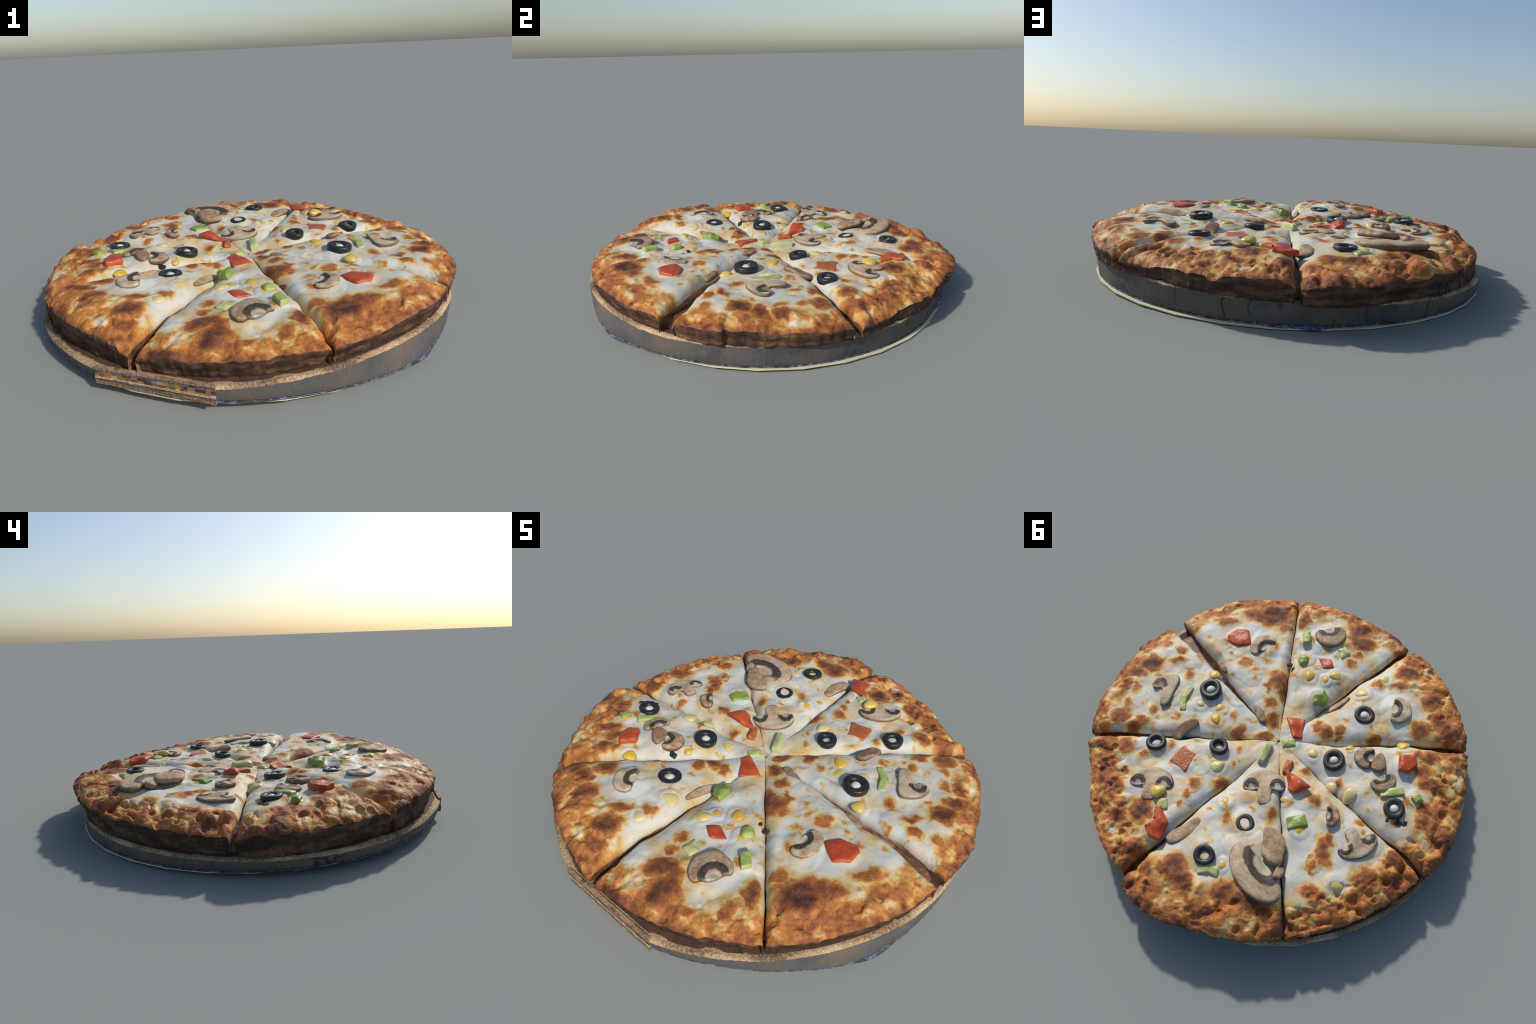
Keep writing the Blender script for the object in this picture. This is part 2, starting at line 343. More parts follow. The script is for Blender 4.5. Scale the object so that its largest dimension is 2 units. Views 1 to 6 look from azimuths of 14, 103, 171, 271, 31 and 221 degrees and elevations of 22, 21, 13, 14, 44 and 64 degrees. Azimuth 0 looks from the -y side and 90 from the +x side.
for i, key in enumerate(SLICES):
    c0, c1 = CUTS[i], CUTS[(i + 1) % 8]
    a0, a1 = cut_angle(c0), cut_angle(c1); span = (a1 - a0) % (2 * math.pi)
    u = np.linspace(0, 1, NS); u = .45 * u + .55 * (.5 - .5 * np.cos(np.pi * u))
    v = np.linspace(0, 1, NT); t = .006 + .994 * (1 - (1 - v) ** 1.35)
    U, T = np.meshgrid(u, t, indexing='ij'); TH = a0 + span * U
    # distance from the centre to the rim along each direction
    L = np.full_like(TH, .95)
    for _ in range(6):
        px, py = CENTRE[0] + L * np.cos(TH), CENTRE[1] + L * np.sin(TH)
        L = L + rim_radius(np.degrees(np.arctan2(py, px))) - np.hypot(px, py)
    r = T * L
    X = CENTRE[0] + r * np.cos(TH); Y = CENTRE[1] + r * np.sin(TH)
    rho = np.hypot(X, Y) / rim_radius(np.degrees(np.arctan2(Y, X)))
    d0, d1 = r * np.sin(np.minimum(span * U, 1.5)), r * np.sin(np.minimum(span * (1 - U), 1.5))
    # open the gaps and let the knife line wander
    for c, ang, side, W, sd in ((c0, a0, 1, 1 - U, i), (c1, a1, -1, U, (i + 1) % 8)):
        nx, ny = -math.sin(ang) * side, math.cos(ang) * side
        open_ = .0006 + c[3] * sstep(c[4] - .25, 1.05, T)
        wob = side * .010 * perlin(r * 5, r * 0 + sd * 7.3, 60) * sstep(.1, .4, T) + .004 * perlin(r * 16, r * 0 + sd * 3.1, 61 + side) * sstep(.1, .3, T)
        s = (open_ + wob) * W ** 2
        X += nx * s; Y += ny * s
    Z = top_height(X, Y, key, np.minimum(rho, 1), d0, d1, c0[5], c1[5])
    # every vertex of the top, then walls below the outline
    verts = np.stack([X, Y, Z], -1).reshape(-1, 3)
    idx = np.arange(NS * NT).reshape(NS, NT)
    faces = []; kind = []
    q = np.stack([idx[:-1, :-1], idx[1:, :-1], idx[1:, 1:], idx[:-1, 1:]], -1).reshape(-1, 4)
    mid_rho = .25 * (rho[:-1, :-1] + rho[1:, :-1] + rho[1:, 1:] + rho[:-1, 1:]).reshape(-1)
    flip = q[:, ::-1]; faces = flip.tolist()
    kind = np.where(mid_rho < CRUST[key][0], 0, 1).tolist()
    loop = list(idx[0, :]) + list(idx[1:, -1]) + list(idx[-1, -2::-1]) + list(idx[-2:0:-1, 0])
    n = len(loop)
    lp = verts[loop]
    seg = ['c'] * NT + ['r'] * (NS - 1) + ['c'] * (NT - 1) + ['t'] * (NS - 2)
    n0 = np.array([-math.sin(a0), math.cos(a0)]); n1 = np.array([math.sin(a1), -math.cos(a1)])
    cutn = np.zeros((n, 2)); cutn[:NT] = n0; cutn[NT + NS - 2:NT + NS - 1 + NT - 1] = n1
    radial = -lp[:, :2] / np.linalg.norm(lp[:, :2], axis=1)[:, None]
    rimw = np.zeros(n); rimw[NT - 1:NT + NS - 1] = 1
    azl = np.arctan2(lp[:, 1], lp[:, 0])
    prev = np.array(loop); vlist = [verts]; base = len(verts)
    zb = board_top(lp[:, 0], lp[:, 1]) - .004
    azd = np.degrees(azl) % 360
    recess = .28 + .45 * sstep(245, 262, azd) * (1 - sstep(335, 350, azd))
    recess = recess + 1.1 * np.exp(-((azd - 103) / 17.0) ** 2) + .55 * np.exp(-((azd - 240) / 14.0) ** 2)
    levels = [(.18, .003, .001), (.40, .018, .002), (.62, .028, .003), (.84, .033, .004), (1.0, .030, .004)]
    for f, ri, ci in levels:
        wav = .006 * perlin(azl * 14, np.full(n, f * 4), 71) + .004 * perlin(azl * 40, np.full(n, f * 5), 72)
        off = radial * ((ri * recess + wav * (f < 1)) * rimw)[:, None] + cutn * ci
        ring = np.empty((n, 3)); ring[:, :2] = lp[:, :2] + off; ring[:, 2] = lp[:, 2] + (zb - lp[:, 2]) * f
        cur = np.arange(base, base + n); base += n; vlist.append(ring)
        for k in range(n):
            k2 = (k + 1) % n
            faces.append([prev[k], prev[k2], cur[k2], cur[k]])
            kind.append(2 if rimw[k] and rimw[k2] else 3)
        prev = cur
    faces.append(list(prev)); kind.append(2)
    allv = np.concatenate(vlist); kind = np.array(kind)
    me = bpy.data.meshes.new('whole_slice'); me.from_pydata(allv.tolist(), [], [[int(a) for a in f] for f in faces])
    bm = bmesh.new(); bm.from_mesh(me)
    bmesh.ops.recalc_face_normals(bm, faces=bm.faces[:]); bm.to_mesh(me); bm.free(); me.update()
    TOPMAT[key] = top_material(key)
    ob = part_from(me, np.nonzero(kind == 2)[0].tolist(), 'pizza_slice', DOUGH, pizza)
    part_from(me, np.nonzero(kind == 3)[0].tolist(), 'cut_face', FILLING, ob)
    part_from(me, np.nonzero(kind == 0)[0].tolist(), 'cheese_layer', TOPMAT[key], ob)
    part_from(me, np.nonzero(kind == 1)[0].tolist(), 'crust_edge', TOPMAT[key], ob)
    slice_objects[key] = ob
    bpy.data.meshes.remove(me)

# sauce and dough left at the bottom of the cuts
verts, faces = [], []; KA, KR = 144, 24
for k in range(KR):
    for a in range(KA):
        th = 2 * math.pi * a / KA; f = (k + .3) / KR; rr = f * .935
        x, y = rr * math.cos(th), rr * math.sin(th)
        z = .186 - .022 * sstep(.1, .6, np.array(f)) + .006 * float(perlin(np.array([x * 12.0]), np.array([y * 12.0]), 66)[0]) if k < KR - 1 else float(board_top(x, y)) - .003
        z += (float(np.interp(math.degrees(th) % 360, LIP_AZ, LIP_Z)) - .19) * .5 * f if k < KR - 1 else 0
        verts.append((x, y, float(z)))
for k in range(KR - 1):
    for a in range(KA):
        b = (a + 1) % KA; faces.append((k * KA + a, (k + 1) * KA + a, (k + 1) * KA + b, k * KA + b))
faces.append(tuple(range(KA - 1, -1, -1)))
make_object('sauce_layer', verts, faces, FILLING, pizza)

# ------------------------------------------------------------------ toppings
def flat_material(name, stops, scale, rough=.35, spec=.5, bump=.3, shift=.0):
    m = Nodes(name)
    v = m.math('ADD', m.noise(scale, 3), m.math('MULTIPLY', m.math('SUBTRACT', m.random(), .5), shift))
    return m.finish(m.ramp(v, stops), rough, m.noise(scale * 4, 2), bump, .03, spec)

OLIVE = flat_material('olive_flesh', [(.3, (.008, .008, .008)), (.7, (.026, .025, .023))], 3, .42, .45, .08)
CORN = flat_material('corn_skin', [(.25, (.58, .37, .04)), (.5, (.62, .43, .07)), (.8, (.60, .50, .22))], 1.2, .32, .5, .15, .7)
RED = flat_material('red_pepper_skin', [(.3, (.36, .042, .014)), (.6, (.45, .075, .020)), (.8, (.47, .14, .04))], 22, .42, .35, .12)
RED_DRY = flat_material('dried_red_pepper_skin', [(.3, (.34, .085, .024)), (.7, (.44, .13, .032))], 28, .45, .4, .3)
GREEN = flat_material('green_pepper_flesh', [(.25, (.20, .28, .05)), (.5, (.33, .39, .11)), (.8, (.50, .50, .22))], 16, .42, .4, .1, .6)
DAB = flat_material('cheese_dab_surface', [(.3, (.62, .62, .57)), (.7, CHEESE)], 9, .4, .4, .2)
BITS = flat_material('scorched_bit', [(.3, (.02, .012, .01)), (.7, (.07, .04, .028))], 30, .6, .3)

def mushroom_material(name, gills, hollow, shade=0.0):
    """tan sliced mushroom; gills and hollows are (x, y, rx, ry, inner, lower limit) rings and ellipses in the slice's own units"""
    m = Nodes(name); x, y, z = m.split(m.obj)[:3]
    warp = m.vec('ADD', m.obj, m.vec('SCALE', m.vec('SUBTRACT', m.noise(5, 3, color=True), (.5, .5, .5)), .16))
    grain = m.math('ADD', m.math('MULTIPLY', m.noise(2.2, 4, .55), .7), m.math('MULTIPLY', m.noise(9, 3, coord=m.mapping(m.obj, scale=(.4, 1, 1))), .3))
    tint = m.math('ADD', m.math('MULTIPLY', grain, .9), m.math('MULTIPLY', m.math('SUBTRACT', m.random(), .5 + shade), .22))
    col = m.ramp(tint, [(.30, (.24, .14, .075)), (.43, (.38, .255, .15)), (.55, (.48, .36, .235)), (.70, (.57, .47, .34))])
    for gx, gy, rx, ry in hollow:
        q = m.mapping(m.vec('MULTIPLY', warp, (1, 1, 0)), (gx, gy, 0), (0, 0, 0), (rx, ry, 1))
        col = m.mix(m.step(m.vec('LENGTH', q), 1.05, .75), col, (.52, .46, .37))
    for gx, gy, rx, ry, inner, low in gills:
        q = m.mapping(m.vec('MULTIPLY', warp, (1, 1, 0)), (gx, gy, 0), (0, 0, 0), (rx, ry, 1))
        d = m.vec('LENGTH', q)
        ring = m.math('MULTIPLY', m.step(d, 1.06, .94), m.step(d, inner - .08, inner + .06))
        ring = m.math('MULTIPLY', ring, m.step(m.split(q)[1], low - .1, low + .15))
        col = m.mix(m.math('MULTIPLY', ring, .95), col, m.ramp(m.noise(16, 2), [(.35, (.012, .010, .010)), (.7, (.075, .055, .045))]))
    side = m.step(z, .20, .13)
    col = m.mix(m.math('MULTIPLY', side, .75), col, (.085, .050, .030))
    return m.finish(col, .6, m.noise(8, 3), .12, .03, .3)

def smooth_outline(points, rounds=3):
    p = [Vector((x, y, 0)) for x, y in points]
    if rounds <= 2: p = [q for a, b in zip(p, p[1:] + p[:1]) for q in (a, a.lerp(b, .25), a.lerp(b, .75))]
    for _ in range(rounds):
        p = [q for a, b in zip(p, p[1:] + p[:1]) for q in (a.lerp(b, .22), a.lerp(b, .78))]
    return p

def slab_mesh(name, outline, thick, mat, rounds=2, bulge=0.0, wave=0.0, seed=0, dents=None, edge=.5):
    """rounded plate: outline rings stepping inwards, slightly wavy on top"""
    p = smooth_outline(outline, rounds); c = sum(p, Vector()) / len(p); n = len(p)
    size = max((q - c).length for q in p)
    rings = [(.94, 0), (1.0, .28), (1.0, .62), (.96, .88), (.90, 1.0), (.78, 1.0), (.64, 1.0), (.50, 1.0), (.36, 1.0), (.22, 1.0), (.10, 1.0)]
    verts, faces = [], []
    for s, h in rings:
        for q in p:
            w = c + (q - c) * s
            z = thick * h
            if h > .5:
                z += bulge * (1 - s * s)
                z += wave * float(perlin(w.x / size * 1.4 + seed, w.y / size * 1.4, seed + 80))
                for dx, dy, rx, ry, k in (dents or []):
                    z -= k * thick * max(0, 1 - ((w.x - dx) / rx) ** 2 - ((w.y - dy) / ry) ** 2)
            verts.append((w.x, w.y, z))
    for k in range(len(rings) - 1):
        for j in range(n):
            j2 = (j + 1) % n
            faces.append((k * n + j, k * n + j2, (k + 1) * n + j2, (k + 1) * n + j))
    top = (len(rings) - 1) * n
    faces.append(tuple(range(top, top + n))); faces.append(tuple(range(n - 1, -1, -1)))
    me = bpy.data.meshes.new(name); me.from_pydata(verts, [], faces); me.materials.append(mat)
    me.polygons.foreach_set('use_smooth', [True] * len(me.polygons)); me.update(); return me

def settle(x, y, reach=.035, follow=.7):
    """frame lying on the cheese at x, y"""
    gx = (surface(x + reach, y) - surface(x - reach, y)) / (2 * reach) * follow
    gy = (surface(x, y + reach) - surface(x, y - reach)) / (2 * reach) * follow
    nrm = Vector((-max(-.7, min(.7, gx)), -max(-.7, min(.7, gy)), 1)).normalized()
    zs = sorted(surface(x + reach * dx, y + reach * dy) for dx, dy in ((0, 0), (.7, 0), (-.7, 0), (0, .7), (0, -.7)))
    return zs[2], nrm

def place(name, mesh, x, y, lift=0.0, turn=0.0, scale=(1, 1, 1), reach=.035, key=None, tilt=(0, 0), follow=.7, z=None):
    zz, nrm = settle(x, y, reach, follow)
    if z is not None: zz = z
    zz -= .0065
    ob = bpy.data.objects.new(name, mesh); bpy.context.scene.collection.objects.link(ob)
    ob.parent = slice_objects[key or locate(x, y)[0]]
    rot = Vector((0, 0, 1)).rotation_difference(nrm).to_matrix().to_4x4() @ Matrix.Rotation(turn, 4, 'Z') @ Matrix.Rotation(tilt[0], 4, 'X') @ Matrix.Rotation(tilt[1], 4, 'Y')
    ob.matrix_world = Matrix.Translation((x, y, zz + lift)) @ rot @ Matrix.Diagonal((*scale, 1))
    return ob

def lathe(name, profile, mat, steps=40, squash=None):
    verts, faces = [], []; n = len(profile)
    for k in range(steps):
        a = 2 * math.pi * k / steps
        wob = 1 + (squash(a) if squash else 0)
        for r, z in profile: verts.append((r * wob * math.cos(a), r * wob * math.sin(a), z))
    for k in range(steps):
        k2 = (k + 1) % steps
        for j in range(n):
            j2 = (j + 1) % n
            faces.append((k * n + j, k2 * n + j, k2 * n + j2, k * n + j2))
    me = bpy.data.meshes.new(name); me.from_pydata(verts, [], faces); me.materials.append(mat)
    bm = bmesh.new(); bm.from_mesh(me); bmesh.ops.recalc_face_normals(bm, faces=bm.faces[:]); bm.to_mesh(me); bm.free()
    me.polygons.foreach_set('use_smooth', [True] * len(me.polygons)); me.update(); return me

olive_mesh = lathe('olive_ring', [(.94, 0), (1.0, .28), (.995, .50), (.94, .60), (.82, .63), (.66, .62), (.54, .58), (.46, .50), (.41, .30), (.42, 0)], OLIVE, 44,
                   lambda a: .03 * math.cos(2 * a + .6) + .02 * math.cos(3 * a))
bm = bmesh.new(); bmesh.ops.create_icosphere(bm, subdivisions=3, radius=1)
for v_ in bm.verts:
    v_.co.x *= 1 - .22 * v_.co.y; v_.co.z *= .8
    v_.co += v_.normal * .05 * math.sin(3 * v_.co.x + 2 * v_.co.y)
corn_mesh = bpy.data.meshes.new('corn_kernel'); bm.to_mesh(corn_mesh); bm.free()
corn_mesh.materials.append(CORN); corn_mesh.polygons.foreach_set('use_smooth', [True] * len(corn_mesh.polygons))
bm = bmesh.new(); bmesh.ops.create_uvsphere(bm, u_segments=24, v_segments=12, radius=1)
dab_mesh = bpy.data.meshes.new('cheese_dab'); bm.to_mesh(dab_mesh); bm.free()
dab_mesh.materials.append(DAB); dab_mesh.polygons.foreach_set('use_smooth', [True] * len(dab_mesh.polygons))

# olives: x, y, radius, cheese in the hole, height factor, lift
for x, y, r, dab, h, lift in OLIVES:
    t = RNG.uniform(0, 6)
    place('olive_ring', olive_mesh, x, y, lift, t, (r, r, r * h), .04)
    place('cheese_dab', dab_mesh, x, y, lift, t, (r * .50, r * .50, r * h * (.60 if dab else .12)), .04)
# torn olive scraps
scrap = slab_mesh('olive_scrap', [(-1, -.2), (-.4, .7), (.5, .6), (1, .1), (.3, -.1), (-.2, -.7)], .5, OLIVE, 2)
for x, y, s, t in [(-.705, -.045, .020, .5), (-.690, -.058, .018, 2.0), (-.662, -.030, .016, 4), (-.728, -.062, .018, 1.0), (-.352, -.262, .026, 2.2)]:
    place('olive_scrap', scrap, x, y, .0, t, (s, s, s))

# corn: x, y, half width, lift
for x, y, s, lift in CORN_SPOTS:
    place('corn_kernel', corn_mesh, x, y, lift, RNG.uniform(0, 6.28), (s * RNG.uniform(.82, .98), s * RNG.uniform(.98, 1.2), s * .62), .03)

def poly_piece(name, pts, thick, mat, lift=0.0, bulge=.0, wave=.004, rounds=2, tilt=(0, 0), grow=1.0, key=None, follow=.7):
    cx = sum(p[0] for p in pts) / len(pts); cy = sum(p[1] for p in pts) / len(pts)
    me = slab_mesh(name, [((x - cx) * grow, (y - cy) * grow) for x, y in pts], thick, mat, rounds, bulge, wave, RNG.randrange(90))
    return place(name, me, cx, cy, lift, 0, (1, 1, 1), .03, key, tilt, follow)

def strip_points(p, q, width, bend=0.0, taper=1.0):
    p, q = Vector(p), Vector(q); d = (q - p); n = Vector((-d.y, d.x)).normalized(); m_ = p.lerp(q, .5) + n * bend
    a, b, c = n * width * .5, n * width * .55, n * width * .5 * taper
    return [tuple(v) for v in (p + a, m_ + b, q + c, q - c, m_ - b, p - a)]

G_ = 1.10
poly_piece('red_pepper_piece', [(.614, -.333), (.604, -.395), (.553, -.426), (.480, -.366), (.535, -.318), (.595, -.310)], .020, RED, -.004, .004, .006, grow=G_)
poly_piece('red_pepper_piece', [(.146, -.544), (.092, -.572), (.049, -.540), (.091, -.509)], .018, RED, -.006, .004, .004, grow=1.2, rounds=2)
poly_piece('red_pepper_piece', [(.053, -.158), (-.020, -.204), (-.073, -.115), (-.042, -.089)], .018, RED, -.004, .002, .008, grow=1.15, key='B')
poly_piece('red_pepper_piece', [(-.519, -.323), (-.575, -.372), (-.609, -.331), (-.598, -.276), (-.558, -.256)], .030, RED, .0, .004, .005, grow=1.08)
poly_piece('red_pepper_piece', [(-.143, .080), (-.197, .075), (-.285, .080), (-.245, .150), (-.207, .148)], .020, RED, .004, .006, .014, grow=1.12, tilt=(-.2, .15))
poly_piece('red_pepper_piece', [(-.100, .030), (-.132, .020), (-.158, .088), (-.126, .095)], .026, RED_DRY, -.002, .004, .004, grow=1.1)
poly_piece('red_pepper_piece', [(.338, .312), (.263, .301), (.243, .393), (.336, .396)], .014, RED_DRY, -.002, .002, .003, grow=1.18)
poly_piece('red_pepper_piece', [(.182, .612), (.115, .639), (.085, .723), (.140, .735), (.185, .715), (.172, .668)], .022, RED, -.002, .006, .010, grow=1.08)
poly_piece('red_pepper_piece', strip_points((.205, .605), (.165, .660), .030), .018, RED_DRY, .002, .004, .004)

poly_piece('green_pepper_piece', strip_points((.552, .030), (.488, .160), .034, -.018, .8), .018, GREEN, -.004, .004, .003, grow=1.05)
poly_piece('green_pepper_piece', [(.309, -.606), (.284, -.637), (.244, -.586), (.269, -.556)], .030, GREEN, -.004, .002, .004, grow=1.1)
poly_piece('green_pepper_piece', [(.104, -.650), (.084, -.690), (.040, -.672), (.055, -.618)], .018, GREEN, -.004, .006, .004, grow=1.1)
poly_piece('green_pepper_piece', [(.246, -.481), (.198, -.522), (.169, -.475), (.203, -.437)], .022, GREEN, -.006, .012, .004, grow=1.0, rounds=3)
poly_piece('green_pepper_piece', [(.029, -.339), (.013, -.399), (-.034, -.381), (-.058, -.336), (.002, -.296)], .030, GREEN, -.004, .010, .006)
poly_piece('green_pepper_piece', strip_points((-.556, -.110), (-.640, -.188), .040), .020, GREEN, .0, .004, .004)
poly_piece('green_pepper_piece', [(-.680, -.180), (-.700, -.222), (-.738, -.205), (-.715, -.170)], .020, GREEN, .002, .006, .004)
poly_piece('green_pepper_piece', [(-.297, .266), (-.346, .206), (-.387, .236), (-.334, .303)], .018, GREEN, -.004, .004, .004, grow=1.15)
poly_piece('green_pepper_piece', strip_points((-.140, .705), (-.225, .660), .040, .016), .016, GREEN, -.003, .004, .003)
poly_piece('green_pepper_piece', [(.242, .584), (.203, .552), (.165, .590), (.199, .625)], .016, GREEN, -.002, .006, .003)
poly_piece('green_pepper_piece', strip_points((.032, .015), (-.006, .128), .040, 0, .7), .034, GREEN, -.004, .006, .005, tilt=(.05, -.15), key='G')
poly_piece('green_pepper_piece', strip_points((-.020, -.030), (-.070, -.075), .042), .018, GREEN, -.006, .008, .003, key='C')

# mushrooms ------------------------------------------------------------------
FULL = [(-1, -.05), (-.93, .30), (-.62, .62), (-.2, .78), (.2, .78), (.62, .62), (.93, .30), (1, -.05), (.90, -.24), (.66, -.30), (.42, -.20), (.30, -.30), (.33, -.70),
        (.24, -.98), (-.22, -1.0), (-.32, -.72), (-.28, -.30), (-.42, -.20), (-.66, -.30), (-.90, -.24)]
HALF = [(-1, -.15), (-.95, .30), (-.66, .70), (-.22, .92), (.25, .92), (.70, .68), (.96, .28), (1, -.18), (.82, -.46), (.50, -.40), (.20, -.52), (-.20, -.55), (-.50, -.42), (-.80, -.44)]
STALK = [(-1.0, .05), (-.95, .35), (-.62, .66), (-.15, .80), (.22, .78), (.34, .45), (.30, -.10), (.22, -.95), (-.18, -1.0), (-.26, -.5), (-.30, -.15), (-.52, -.08), (-.80, -.16)]
M_FULL = mushroom_material('mushroom_slice_flesh', [(-.58, -.08, .36, .40, .38, -.2), (.58, -.08, .36, .40, .38, -.2)], [(-.60, -.18, .20, .16), (.60, -.18, .20, .16)])
M_HALF = mushroom_material('mushroom_cap_flesh', [(.05, -.36, .68, .62, .50, -.15)], [(.02, -.42, .38, .30)])
M_STALK = mushroom_material('mushroom_stalk_flesh', [(-.52, .05, .36, .38, .45, -.2)], [(-.52, -.06, .22, .16)])
M_PLAIN = mushroom_material('mushroom_skin', [], [], .55)
full_mesh = slab_mesh('mushroom_slice', FULL, .20, M_FULL, 3, .05, .05, 3, [(-.58, -.12, .30, .26, .25), (.58, -.12, .30, .26, .25)])
half_mesh = slab_mesh('mushroom_slice', HALF, .22, M_HALF, 3, .04, .07, 5, [(.05, -.28, .50, .34, .3)])
stalk_mesh = slab_mesh('mushroom_slice', STALK, .18, M_STALK, 3, .04, .06, 7, [(-.52, -.02, .30, .24, .25)])
# mesh, x, y, direction of the cap in degrees, half width, half length, thickness, lift
for me_, x, y, ang, sx, sy, sz, lift, key in [
        (full_mesh, -.105, .206, -51, .107, .105, .11, -.004, 'F'), (full_mesh, .322, .540, -56, .108, .096, .10, .000, 'G'),
        (full_mesh, -.622, .160, 155, .100, .082, .11, -.002, 'E'), (half_mesh, -.368, -.530, 205, .078, .072, .11, -.012, 'C'),
        (half_mesh, .430, -.405, -10, .080, .064, .09, -.009, 'A'), (half_mesh, .192, -.700, 138, .086, .090, .11, -.006, 'B'),
        (stalk_mesh, .622, .111, -66, .105, .110, .10, -.004, 'H'), (half_mesh, -.446, .130, 215, .056, .044, .11, .000, 'E'),
        (half_mesh, -.398, -.220, 20, .060, .066, .12, -.004, 'D'), (half_mesh, -.532, -.168, 150, .066, .056, .11, -.004, 'D'),
        (half_mesh, -.352, .552, 76, .162, .105, .13, -.002, 'F')]:
    place('mushroom_slice', me_, x, y, lift, math.radians(ang - 90), (sx, sy, sz), .05, key)

def mushroom_chunk(pts, thick, lift, tilt=(0, 0), key=None, wave=.06, follow=.6):
    cx = sum(p[0] for p in pts) / len(pts); cy = sum(p[1] for p in pts) / len(pts); s = .07
    me = slab_mesh('mushroom_piece', [((x - cx) / s, (y - cy) / s) for x, y in pts], thick / s, M_PLAIN, 3, .05, wave, RNG.randrange(90))
    return place('mushroom_piece', me, cx, cy, lift, 0, (s, s, s), .03, key, tilt, follow)

mushroom_chunk([(-.240, .368), (-.292, .345), (-.360, .352), (-.395, .410), (-.424, .470), (-.380, .495), (-.318, .488), (-.285, .430)], .028, .014, (.1, .05), 'F')
mushroom_chunk([(-.395, .470), (-.440, .470), (-.455, .520), (-.420, .535)], .030, .010, key='F')
mushroom_chunk([(-.432, -.285), (-.470, -.275), (-.510, -.225), (-.500, -.190), (-.450, -.180), (-.428, -.215)], .024, .004, (0, .12), 'D')
mushroom_chunk(strip_points((.425, .297), (.385, .150), .056, .006, .8), .022, -.004, (.0, .0), 'H')
mushroom_chunk(strip_points((-.076, -.312), (-.132, -.455), .034, -.006, .6), .018, -.004, (0, .2), 'C')
mushroom_chunk(strip_points((.062, .700), (.016, .526), .062, -.012, .7), .016, -.003, (0, -.1), 'F')
mushroom_chunk(strip_points((.235, -.122), (.128, -.058), .040), .018, -.010, (.2, 0), 'A')
mushroom_chunk(strip_points((.560, -.190), (.470, -.165), .030), .020, -.016, (.2, 0), 'A')
for x, y, s in [(.372, -.428, .010), (.348, -.400, .008), (.505, -.330, .009), (.250, -.420, .02), (.215, -.405, .016)]:
    place('scorched_bit', slab_mesh('scorched_bit', [(-1, -.3), (-.2, .6), (.9, .3), (.4, -.5)], .5, BITS, 1), x, y, 0, RNG.uniform(0, 6), (s, s, s))

# ------------------------------------------------------------ serving board
BOARD_AZ = [0, 20, 40, 60, 90, 125, 150, 180, 195, 215, 228, 240, 246, 249.7]
BOARD_R = [.953, .942, .930, .925, .927, .935, .946, .965, .976, .986, .989, .988, .992, .996]
BOARD_AZ += [277.4, 281, 285, 290, 301, 312, 325, 336, 345, 360]
BOARD_R += [1.0, .994, .990, .985, .980, .973, .969, .970, .966, .953]

board = bpy.data.objects.new('serving_board', None); bpy.context.scene.collection.objects.link(board)
board['label'] = 'round weathered wooden board with one straight edge'
board['category'] = 'serving board'

def polar(az, r): a = math.radians(az); return np.array([r * math.cos(a), r * math.sin(a)])
CH0, CH1 = polar(249.7, .996), polar(277.4, 1.0)
outline = []; arc = []
for k in range(720):
    az = 277.4 + k * (332.3 / 719.0)
    r = float(np.interp(az % 360, BOARD_AZ, BOARD_R)) + .0025 * float(perlin(np.array([az * .11]), np.array([2.0]), 90)[0])
    outline.append(polar(az, r)); arc.append(az)
chord_n = 40
for k in range(1, chord_n):
    f = k / chord_n; outline.append(CH0 * (1 - f) + CH1 * f); arc.append(None)
O = np.array(outline); ARC = arc; NO = len(O)

def board_bottom(p):
    az = math.degrees(math.atan2(p[1], p[0])) % 360
    return .024 - .016 * p[1] + .014 * math.exp(-((az - 264) / 26.0) ** 2)

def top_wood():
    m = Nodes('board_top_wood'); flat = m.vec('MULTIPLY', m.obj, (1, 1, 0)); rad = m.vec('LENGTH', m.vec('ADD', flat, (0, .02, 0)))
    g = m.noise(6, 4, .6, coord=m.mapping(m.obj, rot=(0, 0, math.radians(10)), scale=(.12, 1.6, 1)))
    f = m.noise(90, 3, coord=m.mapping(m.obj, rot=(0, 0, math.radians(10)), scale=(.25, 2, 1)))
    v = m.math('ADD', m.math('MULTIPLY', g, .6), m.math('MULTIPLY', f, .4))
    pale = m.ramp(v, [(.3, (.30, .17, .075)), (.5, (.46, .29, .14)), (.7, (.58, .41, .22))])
    dark = m.ramp(v, [(.3, (.055, .030, .022)), (.55, (.105, .060, .042)), (.75, (.15, .088, .058))])  # wood darkened to paint in the shadow the pizza casts on the board
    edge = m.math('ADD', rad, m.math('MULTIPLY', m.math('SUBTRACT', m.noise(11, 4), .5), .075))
    return m.finish(m.mix(m.step(edge, .944, .950), dark, pale), .75, f, .5, .006, .2)

